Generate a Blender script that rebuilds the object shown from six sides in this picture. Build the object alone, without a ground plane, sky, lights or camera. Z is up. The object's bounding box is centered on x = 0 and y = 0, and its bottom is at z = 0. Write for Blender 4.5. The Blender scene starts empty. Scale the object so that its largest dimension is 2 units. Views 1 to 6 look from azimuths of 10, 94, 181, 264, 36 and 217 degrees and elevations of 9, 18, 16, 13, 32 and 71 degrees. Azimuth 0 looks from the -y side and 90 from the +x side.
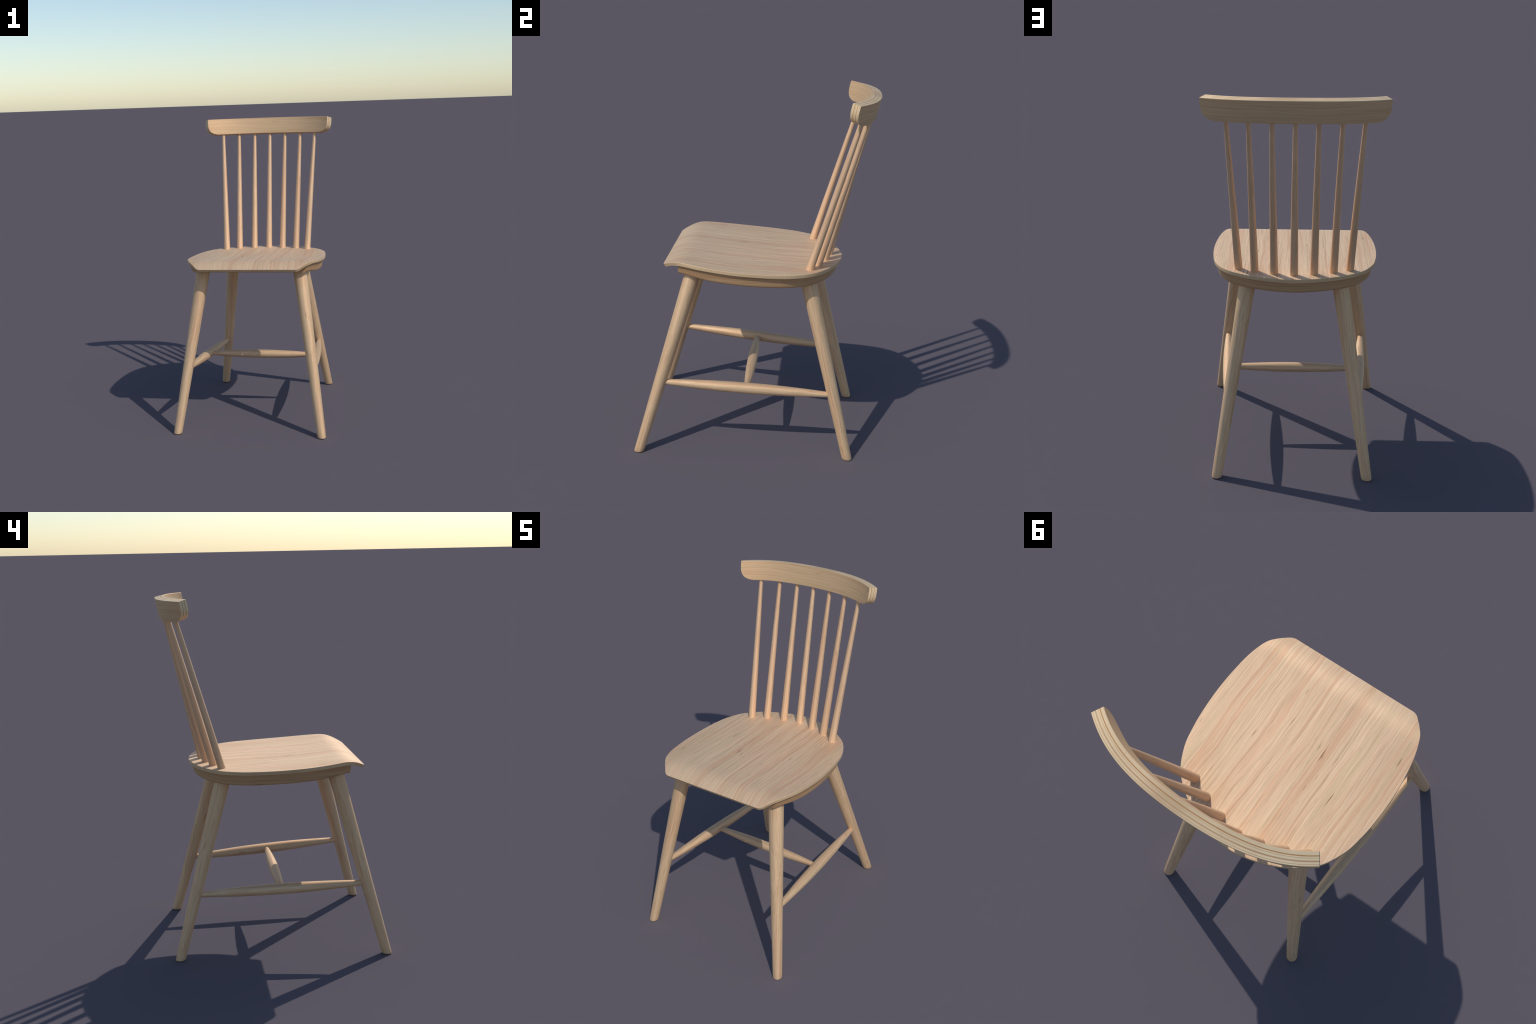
# Spindle-back wooden chair: bent plywood seat on a shaped block, turned legs with
# an H-stretcher, seven tapered spindles and a curved laminated top rail.
import bpy, math
from mathutils import Vector, Matrix

# ------------------------------------------------------------------ helpers
def lerp(a, b, t): return a + (b - a) * t

def interp(table, x):
    """piecewise linear look-up in [(x, y), ...]"""
    if x <= table[0][0]: return table[0][1]
    for (x0, y0), (x1, y1) in zip(table, table[1:]):
        if x <= x1: return lerp(y0, y1, (x - x0) / (x1 - x0))
    return table[-1][1]

def natural_spline(knots):
    xs = [k[0] for k in knots]; ys = [k[1] for k in knots]; n = len(xs)
    h = [xs[i + 1] - xs[i] for i in range(n - 1)]
    a = [0.0] * n; m = [0.0] * n; c = [0.0] * n; d = [0.0] * n
    for i in range(1, n - 1):                      # Thomas algorithm
        r = 6 * ((ys[i + 1] - ys[i]) / h[i] - (ys[i] - ys[i - 1]) / h[i - 1])
        w = 2 * (h[i - 1] + h[i]) - h[i - 1] * c[i - 1]
        c[i] = h[i] / w
        d[i] = (r - h[i - 1] * d[i - 1]) / w
    for i in range(n - 2, 0, -1): m[i] = d[i] - c[i] * m[i + 1]
    def f(x):
        if x <= xs[0]:
            s = (ys[1] - ys[0]) / h[0] - h[0] * (2 * m[0] + m[1]) / 6
            return ys[0] + s * (x - xs[0])
        i = 0
        while i < n - 2 and x > xs[i + 1]: i += 1
        t = x - xs[i]
        s = (ys[i + 1] - ys[i]) / h[i] - h[i] * (2 * m[i] + m[i + 1]) / 6
        return ys[i] + t * s + t * t * m[i] / 2 + t ** 3 * (m[i + 1] - m[i]) / (6 * h[i])
    return f

def catmull(points, n):
    P = [Vector(p) for p in points]
    Q = [2 * P[0] - P[1]] + P + [2 * P[-1] - P[-2]]
    out = []
    for i in range(1, len(Q) - 2):
        a, b, c, d = Q[i - 1:i + 3]
        for k in range(n):
            t = k / n
            out.append(.5 * (2 * b + (c - a) * t + (2 * a - 5 * b + 4 * c - d) * t * t
                             + (3 * b - a - 3 * c + d) * t ** 3))
    out.append(P[-1])
    return out

def new_object(name, verts, faces, mats, parent, face_mats=None, matrix=None, angle=35):
    me = bpy.data.meshes.new(name)
    me.from_pydata([tuple(v) for v in verts], [], faces)
    for m in mats: me.materials.append(m)
    if face_mats: me.polygons.foreach_set("material_index", face_mats)
    me.validate(); me.update()
    import bmesh
    bm = bmesh.new(); bm.from_mesh(me)
    bmesh.ops.recalc_face_normals(bm, faces=bm.faces)
    for f in bm.faces: f.smooth = True
    for e in bm.edges:
        if len(e.link_faces) == 2 and e.calc_face_angle(0) > math.radians(angle): e.smooth = False
    bm.to_mesh(me); bm.free()
    ob = bpy.data.objects.new(name, me)
    bpy.context.scene.collection.objects.link(ob)
    ob.parent = parent
    if matrix is not None: ob.matrix_local = matrix
    return ob

# ------------------------------------------------------------------ materials
def srgb(r, g, b):
    f = lambda c: (c / 255 / 12.92) if c / 255 <= .04045 else ((c / 255 + .055) / 1.055) ** 2.4
    return (f(r), f(g), f(b), 1)

def wood(name, along, thin="", base=(228, 198, 158), contrast=1.0, fleck=1.0, roughness=.68, seed=0.0, pitch=46.0, wander=.04):
    """Straight-grained, satin-oiled wood. along: grain axis; thin: axes hardly sampled (sheet
    thickness); pitch: grain bands per metre across the fibres."""
    mat = bpy.data.materials.new(name); mat.use_nodes = True
    nt = mat.node_tree; N = nt.nodes; L = nt.links; N.clear()
    def node(kind, **kw):
        n = N.new(kind)
        for k, v in kw.items(): setattr(n, k, v)
        return n
    def times(a, b):
        n = node("ShaderNodeMath", operation="MULTIPLY")
        L.new(a, n.inputs[0]); n.inputs[1].default_value = b
        return n.outputs[0]
    def scale3(cross, length):
        return [length if ax == along or ax in thin else cross for ax in "xyz"]
    tc = node("ShaderNodeTexCoord"); info = node("ShaderNodeObjectInfo")
    off = node("ShaderNodeVectorMath", operation="SCALE")
    off.inputs[0].default_value = (3.7, 5.3, 7.1); L.new(info.outputs["Random"], off.inputs["Scale"])
    add = node("ShaderNodeVectorMath", operation="ADD")
    L.new(tc.outputs["Object"], add.inputs[0]); L.new(off.outputs[0], add.inputs[1])
    shift = node("ShaderNodeVectorMath", operation="ADD")
    L.new(add.outputs[0], shift.inputs[0]); shift.inputs[1].default_value = (seed, seed * 1.7, seed * .6)
    # slow sideways wander of the fibres
    wmap = node("ShaderNodeMapping"); wmap.inputs["Scale"].default_value = scale3(6.0, 2.4)
    L.new(shift.outputs[0], wmap.inputs["Vector"])
    wob = node("ShaderNodeTexNoise"); wob.inputs["Scale"].default_value = 1; wob.inputs["Detail"].default_value = 2
    L.new(wmap.outputs[0], wob.inputs["Vector"])
    cen = node("ShaderNodeVectorMath", operation="SUBTRACT"); cen.inputs[1].default_value = (.5, .5, .5)
    L.new(wob.outputs["Color"], cen.inputs[0])
    sc = node("ShaderNodeVectorMath", operation="SCALE"); sc.inputs["Scale"].default_value = wander
    L.new(cen.outputs[0], sc.inputs[0])
    pos = node("ShaderNodeVectorMath", operation="ADD")
    L.new(shift.outputs[0], pos.inputs[0]); L.new(sc.outputs[0], pos.inputs[1])
    def noise(cross, length, detail=2.0, rough=.5, jump=0.0):
        mp = node("ShaderNodeMapping"); mp.inputs["Scale"].default_value = scale3(cross, length)
        mp.inputs["Location"].default_value = (jump, jump * 1.3, jump * .7)
        L.new(pos.outputs[0], mp.inputs["Vector"])
        n = node("ShaderNodeTexNoise"); n.inputs["Scale"].default_value = 1
        n.inputs["Detail"].default_value = detail; n.inputs["Roughness"].default_value = rough
        L.new(mp.outputs[0], n.inputs["Vector"])
        return n.outputs["Fac"]
    def ramp(fac, stops):
        r = node("ShaderNodeValToRGB"); L.new(fac, r.inputs[0])
        el = r.color_ramp.elements
        while len(el) < len(stops): el.new(.5)
        for e, (p, c) in zip(el, stops): e.position = p; e.color = c
        return r.outputs[0]
    def mix(kind, fac, a, b):
        m = node("ShaderNodeMix", data_type="RGBA", blend_type=kind)
        if isinstance(fac, float): m.inputs["Factor"].default_value = fac
        else: L.new(fac, m.inputs["Factor"])
        for key, v in ((6, a), (7, b)):
            if isinstance(v, tuple): m.inputs[key].default_value = v
            else: L.new(v, m.inputs[key])
        return m.outputs[2]
    c = contrast
    g = lambda v: (v, v, v, 1)
    tint = lambda r, gg, b: (1 + (r - 1) * c, 1 + (gg - 1) * c, 1 + (b - 1) * c, 1)
    # wide soft tone changes, then rosy / straw coloured bands a centimetre or two wide
    col = mix("MULTIPLY", 1.0, srgb(*base), ramp(noise(pitch * .3, .6, 2, .5), [(.34, tint(.93, .90, .87)), (.66, tint(1.05, 1.06, 1.06))]))
    col = mix("MULTIPLY", 1.0, col, ramp(noise(pitch, 1.05, 2, .5, 11),
              [(.33, tint(.95, .84, .80)), (.45, tint(1.0, .98, .98)), (.57, tint(1.03, 1.04, 1.05)), (.70, tint(.93, .95, .89))]))
    # narrow darker growth lines and pale ones between
    col = mix("MULTIPLY", 1.0, col, ramp(noise(pitch * 3.0, 1.7, 3, .6, 5), [(.30, tint(.74, .70, .65)), (.44, tint(.97, .97, .97)), (.56, tint(1.02, 1.02, 1.02)), (.72, tint(1.12, 1.13, 1.14))]))
    # single fibres
    col = mix("MULTIPLY", 1.0, col, ramp(noise(pitch * 7, 8, 2, .6, 23), [(.28, tint(.86, .84, .82)), (.72, tint(1.07, 1.07, 1.07))]))
    # sparse short brown flecks lying in the grain, and tiny pores
    spots = times(ramp(noise(78, 6.5, 1, .5, 41), [(.735, g(0)), (.80, g(1))]), .75 * fleck)
    col = mix("MIX", spots, col, srgb(150, 96, 62))
    fine = noise(300, 34, 1, .5, 57)
    col = mix("MIX", times(ramp(fine, [(.66, g(0)), (.78, g(1))]), .20 * fleck), col, srgb(176, 132, 94))
    bsdf = node("ShaderNodeBsdfPrincipled"); out = node("ShaderNodeOutputMaterial")
    L.new(col, bsdf.inputs["Base Color"])
    bsdf.inputs["Roughness"].default_value = roughness
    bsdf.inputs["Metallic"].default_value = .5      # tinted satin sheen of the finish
    bump = node("ShaderNodeBump"); bump.inputs["Strength"].default_value = .05; bump.inputs["Distance"].default_value = .001
    L.new(fine, bump.inputs["Height"]); L.new(bump.outputs[0], bsdf.inputs["Normal"])
    L.new(bsdf.outputs[0], out.inputs["Surface"])
    return mat

seat_wood = wood("seat_veneer", "y", thin="z", base=(231, 200, 165), seed=1.3, contrast=.86)
block_wood = wood("block_wood", "x", thin="y", base=(205, 168, 127), seed=4.1, pitch=45, fleck=.6, contrast=.75)
turned_wood = wood("turned_wood", "z", base=(227, 194, 156), seed=2.2, pitch=55, fleck=.8, contrast=.8)
spindle_wood = wood("spindle_wood", "z", base=(229, 194, 158), seed=8.4, pitch=70, fleck=.5, contrast=.65)
rail_wood = wood("rail_veneer", "x", thin="y", base=(221, 187, 147), seed=6.0, pitch=42, contrast=.62, fleck=1.1)
ply_light = wood("ply_light", "x", thin="yz", base=(236, 213, 174), seed=3.0, pitch=20, fleck=.5, contrast=.6)
ply_dark = wood("ply_dark", "x", thin="yz", base=(206, 171, 130), seed=5.0, pitch=20, fleck=.5, contrast=.6)
glue_line = wood("glue_line", "x", thin="yz", base=(198, 148, 94), seed=7.0, pitch=20, fleck=.5, contrast=.6)

# ------------------------------------------------------------------ the thing
chair = bpy.data.objects.new("wooden_chair", None)
bpy.context.scene.collection.objects.link(chair)
chair["label"] = "pale wooden spindle-back dining chair with curved top rail"
chair["category"] = "chair"

# ------------------------------------------------------------------ seat
SEAT_T = .0205
seat_z = natural_spline([(-.495, 1.0643), (-.44, 1.0911), (-.39, 1.1025), (-.33, 1.1006), (-.25, 1.0938),
                         (-.10, 1.0836), (.10, 1.0762), (.30, 1.0723), (.47, 1.0705)])
def seat_normal(y):
    s = (seat_z(y + .002) - seat_z(y - .002)) / .004
    return Vector((0, -s, 1)).normalized()

# right half of the seat outline: front corner, bulging side, round back
half = [(.20, -.495), (.27, -.495), (.312, -.495), (.333, -.4855), (.3499, -.467), (.3742, -.4375), (.4043, -.3893), (.4318, -.2993),
        (.4462, -.195), (.4518, -.0895), (.4484, .013), (.4377, .1093), (.4145, .209), (.3597, .3097),
        (.2714, .3843), (.1752, .4313), (.0894, .4571), (0, .4691), (-.0894, .4571)]
curve = catmull([(x, y, 0) for x, y in half], 10)
SIDE = curve[20:-10]                               # from the corner start to the back centre
def side_normals(line):
    out = []
    for i, p in enumerate(line):
        a = line[max(i - 1, 0)]; b = line[min(i + 1, len(line) - 1)]
        t = (b - a).normalized(); out.append(Vector((t.y, -t.x, 0)))
    out[0] = Vector((0, -1, 0)); out[-1] = Vector((0, 1, 0))
    return out
NORM = side_normals(SIDE)
SIDE = [p + m * .0012 for p, m in zip(SIDE, NORM)]

def crisp(ob):
    w = ob.modifiers.new("flat_faces", "WEIGHTED_NORMAL"); w.keep_sharp = True; w.weight = 100
    return ob

def seat_panel():
    cols = 24
    rings = []                                     # (inset, depth, ply material)
    r = .0022; t = SEAT_T
    rings += [(r, 0), (r * .3, r * .3), (0, r)]
    for k in range(1, 7): rings.append((0, lerp(r, t - r, k / 7)))
    rings += [(0, t - r), (r * .3, t - r * .3), (r, t)]
    verts = []; faces = []; fm = []
    n = len(SIDE)
    def place(p, depth):
        q = Vector((p.x, p.y, seat_z(p.y))) - seat_normal(p.y) * depth
        return q
    def ring_points(inset):
        right = [p - m * inset for p, m in zip(SIDE, NORM)]
        x0 = right[0].x
        front = [Vector((lerp(-x0, x0, k / cols), right[0].y, 0)) for k in range(1, cols)]
        left = [Vector((-p.x, p.y, 0)) for p in right[:-1]]
        return right + left[::-1] + front          # closed loop
    loops = []
    for inset, depth in rings:
        base = len(verts); pts = ring_points(inset)
        verts += [place(p, depth) for p in pts]
        loops.append((base, len(pts)))
    for k, ((a, m), (b, _)) in enumerate(zip(loops, loops[1:])):
        for i in range(m):
            j = (i + 1) % m
            faces.append((a + i, a + j, b + j, b + i))
            if k < 2 or k > len(loops) - 4: fm.append(0)
            else: fm.append(1 + (k % 2))
    def fill(loop, inset, depth):
        base, m = loop
        pts = ring_points(inset)
        prev = [base + m - (cols - 1) + k - 1 for k in range(1, cols)]
        # front row left -> right
        row = [base + 2 * n - 2] + prev + [base]
        for i in range(1, n):
            if i < n - 1:
                L_, R_ = base + 2 * n - 2 - i, base + i
                pr, pl = pts[i], pts[2 * n - 2 - i]
                new = [L_]
                for k in range(1, cols):
                    p = pl.lerp(pr, k / cols)
                    new.append(len(verts)); verts.append(place(p, depth))
                new.append(R_)
                for k in range(cols): faces.append((row[k], row[k + 1], new[k + 1], new[k])); fm.append(0)
                row = new
            else:
                for k in range(cols): faces.append((row[k], row[k + 1], base + n - 1)); fm.append(0)
    fill(loops[0], *rings[0]); fill(loops[-1], *rings[-1])
    return new_object("seat", verts, faces, [seat_wood, ply_light, ply_dark], chair, fm)
crisp(seat_panel())

# thick shaped block under the bent seat
BLOCK_FRONT = -.407
def seat_block():
    prof = [(.0135, -.004), (.0145, .0094), (.0180, .0220), (.0205, .0346), (.0222, .0453), (.0237, .0541), (.0262, .0583),
            (.0305, .0612), (.0372, .0629)]
    front_depth = [(-.407, .80), (-.22, 1.0), (.5, 1.0)]
    rings = []
    for inset, d in prof:
        pts = [p - m * (inset + .006 * max(m.y, 0)) for p, m in zip(SIDE, NORM)]
        side = []
        for a, b in zip(pts, pts[1:]):
            if b.y < BLOCK_FRONT: continue
            if a.y < BLOCK_FRONT: side.append(a.lerp(b, (BLOCK_FRONT - a.y) / (b.y - a.y)))
            side.append(b)
        # resample evenly so that all rings share a count
        acc = [0]
        for a, b in zip(side, side[1:]): acc.append(acc[-1] + (b - a).length)
        n = 90; line = []; j = 0
        for k in range(n + 1):
            s = acc[-1] * k / n
            while j < len(acc) - 2 and acc[j + 1] < s: j += 1
            line.append(side[j].lerp(side[j + 1], (s - acc[j]) / (acc[j + 1] - acc[j])))
        line[-1].x = 0
        z = lambda p: seat_z(p.y) - SEAT_T - d * (interp(front_depth, p.y) if d > 0 else 1)
        right = [Vector((p.x, p.y, z(p))) for p in line]
        left = [Vector((-p.x, p.y, p.z)) for p in right[:-1]][::-1]
        rings.append(right + left)
    m = len(rings[0]); verts = [v for r_ in rings for v in r_]; faces = []
    for k in range(len(rings) - 1):
        for i in range(m - 1):
            faces.append((k * m + i, k * m + i + 1, (k + 1) * m + i + 1, (k + 1) * m + i))
        faces.append((k * m + m - 1, k * m, (k + 1) * m, (k + 1) * m + m - 1))      # front face
    for base in (0, (len(rings) - 1) * m):
        for i in range(m // 2):
            a, b, c, d = base + i, base + i + 1, base + m - 2 - i, base + m - 1 - i
            faces.append((a, b, c, d) if b != c else (a, b, d))
    ob = new_object("seat_block", verts, faces, [block_wood], chair, angle=40)
    bev = ob.modifiers.new("rounded_corner", "BEVEL"); bev.width = .006; bev.segments = 3
    bev.harden_normals = True; bev.limit_method = "ANGLE"; bev.angle_limit = math.radians(50)
    return ob
seat_block()

# ------------------------------------------------------------------ turned parts
MIRROR = Matrix.Diagonal((-1, 1, 1, 1))
def frame(a, b):
    """matrix with origin at a and local z along a->b"""
    q = (b - a).to_track_quat("Z", "Y")
    return Matrix.Translation(a) @ q.to_matrix().to_4x4()

def turned(name, a, b, profile, mat, foot=False, seg=40, steps=40):
    """round part turned about the line a->b; profile: [(fraction, radius), ...] smooth spline"""
    a = Vector(a); b = Vector(b); M = frame(a, b); ln = (b - a).length
    f = natural_spline(profile) if len(profile) > 2 else (lambda t: interp(profile, t))
    rows = [(ln * i / steps, f(i / steps)) for i in range(steps + 1)]
    if foot:
        r = rows[0][1]; e = .006
        rows[0:1] = [(0, r - e), (e * .13, r - e * .5), (e * .5, r - e * .13), (e, r)]
    verts = []; faces = []
    axis = M.to_3x3()
    for z, r in rows:
        for k in range(seg):
            t = 2 * math.pi * k / seg
            v = Vector((r * math.cos(t), r * math.sin(t), z))
            if foot and z <= .0062:               # foot is cut level with the floor
                w = axis @ v; up = axis @ Vector((0, 0, 1))
                v.z += (z * up.z - w.z) / up.z
            verts.append(v)
    for i in range(len(rows) - 1):
        for k in range(seg):
            l = (k + 1) % seg
            faces.append((i * seg + k, i * seg + l, (i + 1) * seg + l, (i + 1) * seg + k))
    faces.append(tuple(range(seg))[::-1]); faces.append(tuple((len(rows) - 1) * seg + k for k in range(seg)))
    return new_object(name, verts, faces, [mat], chair, matrix=M), M

def mirrored(part):
    ob, M = part
    c = ob.copy(); bpy.context.scene.collection.objects.link(c)
    c.parent = chair; c.matrix_local = MIRROR @ M
    return c

def on_line(p, q, z): return Vector(p).lerp(Vector(q), (z - p[2]) / (q[2] - p[2]))
FRONT = ((.4703, -.5992, 0), (.3395, -.3640, .90))
BACK = ((.3957, .5648, 0), (.2595, .3170, .90))
for line, top in ((FRONT, 1.062), (BACK, 1.03)):
    leg = turned("leg", on_line(*line, 0), on_line(*line, top), [(0, .0273), (1, .0273 + .0148 * top / .9)], turned_wood, foot=True)
    mirrored(leg)

bulge = lambda end, mid: [(0, end), (.1, lerp(end, mid, .33)), (.22, lerp(end, mid, .66)), (.36, lerp(end, mid, .92)), (.5, mid),
                          (.64, lerp(end, mid, .92)), (.78, lerp(end, mid, .66)), (.9, lerp(end, mid, .33)), (1, end)]
sf = on_line(*FRONT, .4065); sb = on_line(*BACK, .3604)
side_bar = turned("stretcher", sf, sb, bulge(.0136, .0307), turned_wood)
mirrored(side_bar)
mid = (sf + sb) / 2; mid.y -= .003
turned("cross_stretcher", Vector((-mid.x, mid.y, mid.z)), mid, bulge(.0126, .0284), turned_wood)

# ------------------------------------------------------------------ spindles
SPINDLES = [((.2915, .297, 1.0697), (.3343, .519, 1.875)), ((.2054, .3387, 1.0695), (.2246, .556, 1.875)),
            ((.1030, .3736, 1.0694), (.1115, .5723, 1.875)), ((0, .3935, 1.0688), (0, .5742, 1.875))]
for foot_, head in SPINDLES:
    a = Vector(foot_); b = Vector(head); d = (b - a).normalized()
    sp = turned("spindle", a - d * .012, b + d * .05, [(0, .0216), (.3, .0187), (.65, .0150), (1, .0104)], spindle_wood, seg=28, steps=24)
    if foot_[0] > 0: mirrored(sp)

# ------------------------------------------------------------------ top rail
RAIL_H = .1127                                     # height along the lean
LEAN = Vector((0, .2165, .9763))
def rail_front(x): return Vector((x, .5769 - .3133 * x * x - 1.50 * x ** 4, 2.0 - .0103 * x * x))
def rail_normal(x):
    dy = -.6266 * x - 6.0 * x ** 3
    n = Vector((-dy, 1, 0)).normalized()
    n.x *= .87                                     # ends are cut a little squarer than radial
    return n
RAIL_X = .4338
def top_rail():
    T = .0505
    # depth below the top edge -> how far the end is rounded off towards the middle
    end_round = [(0, .0), (.02, .0003), (.04, .0012), (.055, .0030), (.067, .0060), (.078, .0105), (.088, .0170), (.096, .0250),
                 (.103, .0360), (.108, .0480), (.111, .0600), (.1122, .070), (.1127, .082)]
    depths = [e[0] for e in end_round]
    # layer boundaries through the thickness, with the ply material that fills them
    layers = [(0, 0), (.0018, 1), (.0135, 2), (.0172, 1), (.0215, 3), (.0228, 1), (.0305, 3), (.0352, 1), (.0425, 3), (.0440, 1), (T - .0018, 0), (T, None)]
    nx = 64
    verts = []; faces = []; fm = []
    # arc length table for the end rounding
    def point(u, depth, off):
        """u in -1..1 along the rail at this depth; off: distance through the thickness"""
        X = RAIL_X - interp(end_round, depth)
        x = u * X
        n = rail_normal(x)
        p = rail_front(x) - LEAN * depth + n * off - Vector((0, 0, 1)) * off * .218
        return p
    r = .0025
    # closed section loop: front face top->bottom, bottom edge, back face bottom->top, top edge
    sec = [(d, 0) for d in ([r] + depths[1:-1] + [RAIL_H - .0012])]
    nf = len(sec)
    offs = [l[0] for l in layers[1:-1]]
    bottom = [(RAIL_H, o) for o in offs]
    back = [(d, T) for d, _ in sec[::-1]]
    top = [(0, o) for o in offs[::-1]]
    loop = sec + bottom + back + top
    m = len(loop)
    us = [math.sin(math.pi / 2 * (-1 + 2 * i / nx)) * .35 + (-1 + 2 * i / nx) * .65 for i in range(nx + 1)]
    for u in us:
        for d, o in loop: verts.append(point(u, d, o))
    mats_of = [0] * (nf - 1) + [0] + [l[1] for l in layers[1:-2]] + [0] + [0] * (nf - 1) + [0] + [l[1] for l in layers[1:-2]][::-1] + [0]
    for i in range(nx):
        for k in range(m):
            l = (k + 1) % m
            faces.append((i * m + k, i * m + l, (i + 1) * m + l, (i + 1) * m + k)); fm.append(mats_of[k])
    # ends: strips across the thickness for every depth step
    for side, base in ((0, 0), (1, nx * m)):
        u = us[0] if side == 0 else us[-1]
        grid = []
        ds = [None] + [d for d, _ in sec] + [None]
        for row in range(nf):
            d = sec[row][0]
            line = [base + row]
            for o in offs:
                line.append(len(verts)); verts.append(point(u, d, o))
            line.append(base + nf + len(offs) + (nf - 1 - row))
            grid.append(line)
        toprow = [base + m - 1 - k for k in range(len(offs))]
        botrow = [base + nf + k for k in range(len(offs))]
        band = [0] + [l[1] for l in layers[1:-2]] + [0]
        for row in range(nf - 1):
            for k in range(len(band)):
                faces.append((grid[row][k], grid[row][k + 1], grid[row + 1][k + 1], grid[row + 1][k])); fm.append(band[k])
        for line, cap in ((grid[0], toprow), (grid[-1], botrow)):
            for k in range(len(offs) - 1):
                faces.append((line[k + 1], line[k + 2], cap[k + 1], cap[k])); fm.append(band[k + 1])
            faces.append((line[0], line[1], cap[0])); fm.append(0)
            faces.append((line[-1], line[-2], cap[-1])); fm.append(0)
    return new_object("top_rail", verts, faces, [rail_wood, ply_light, glue_line, ply_dark], chair, fm, angle=25)
crisp(top_rail())
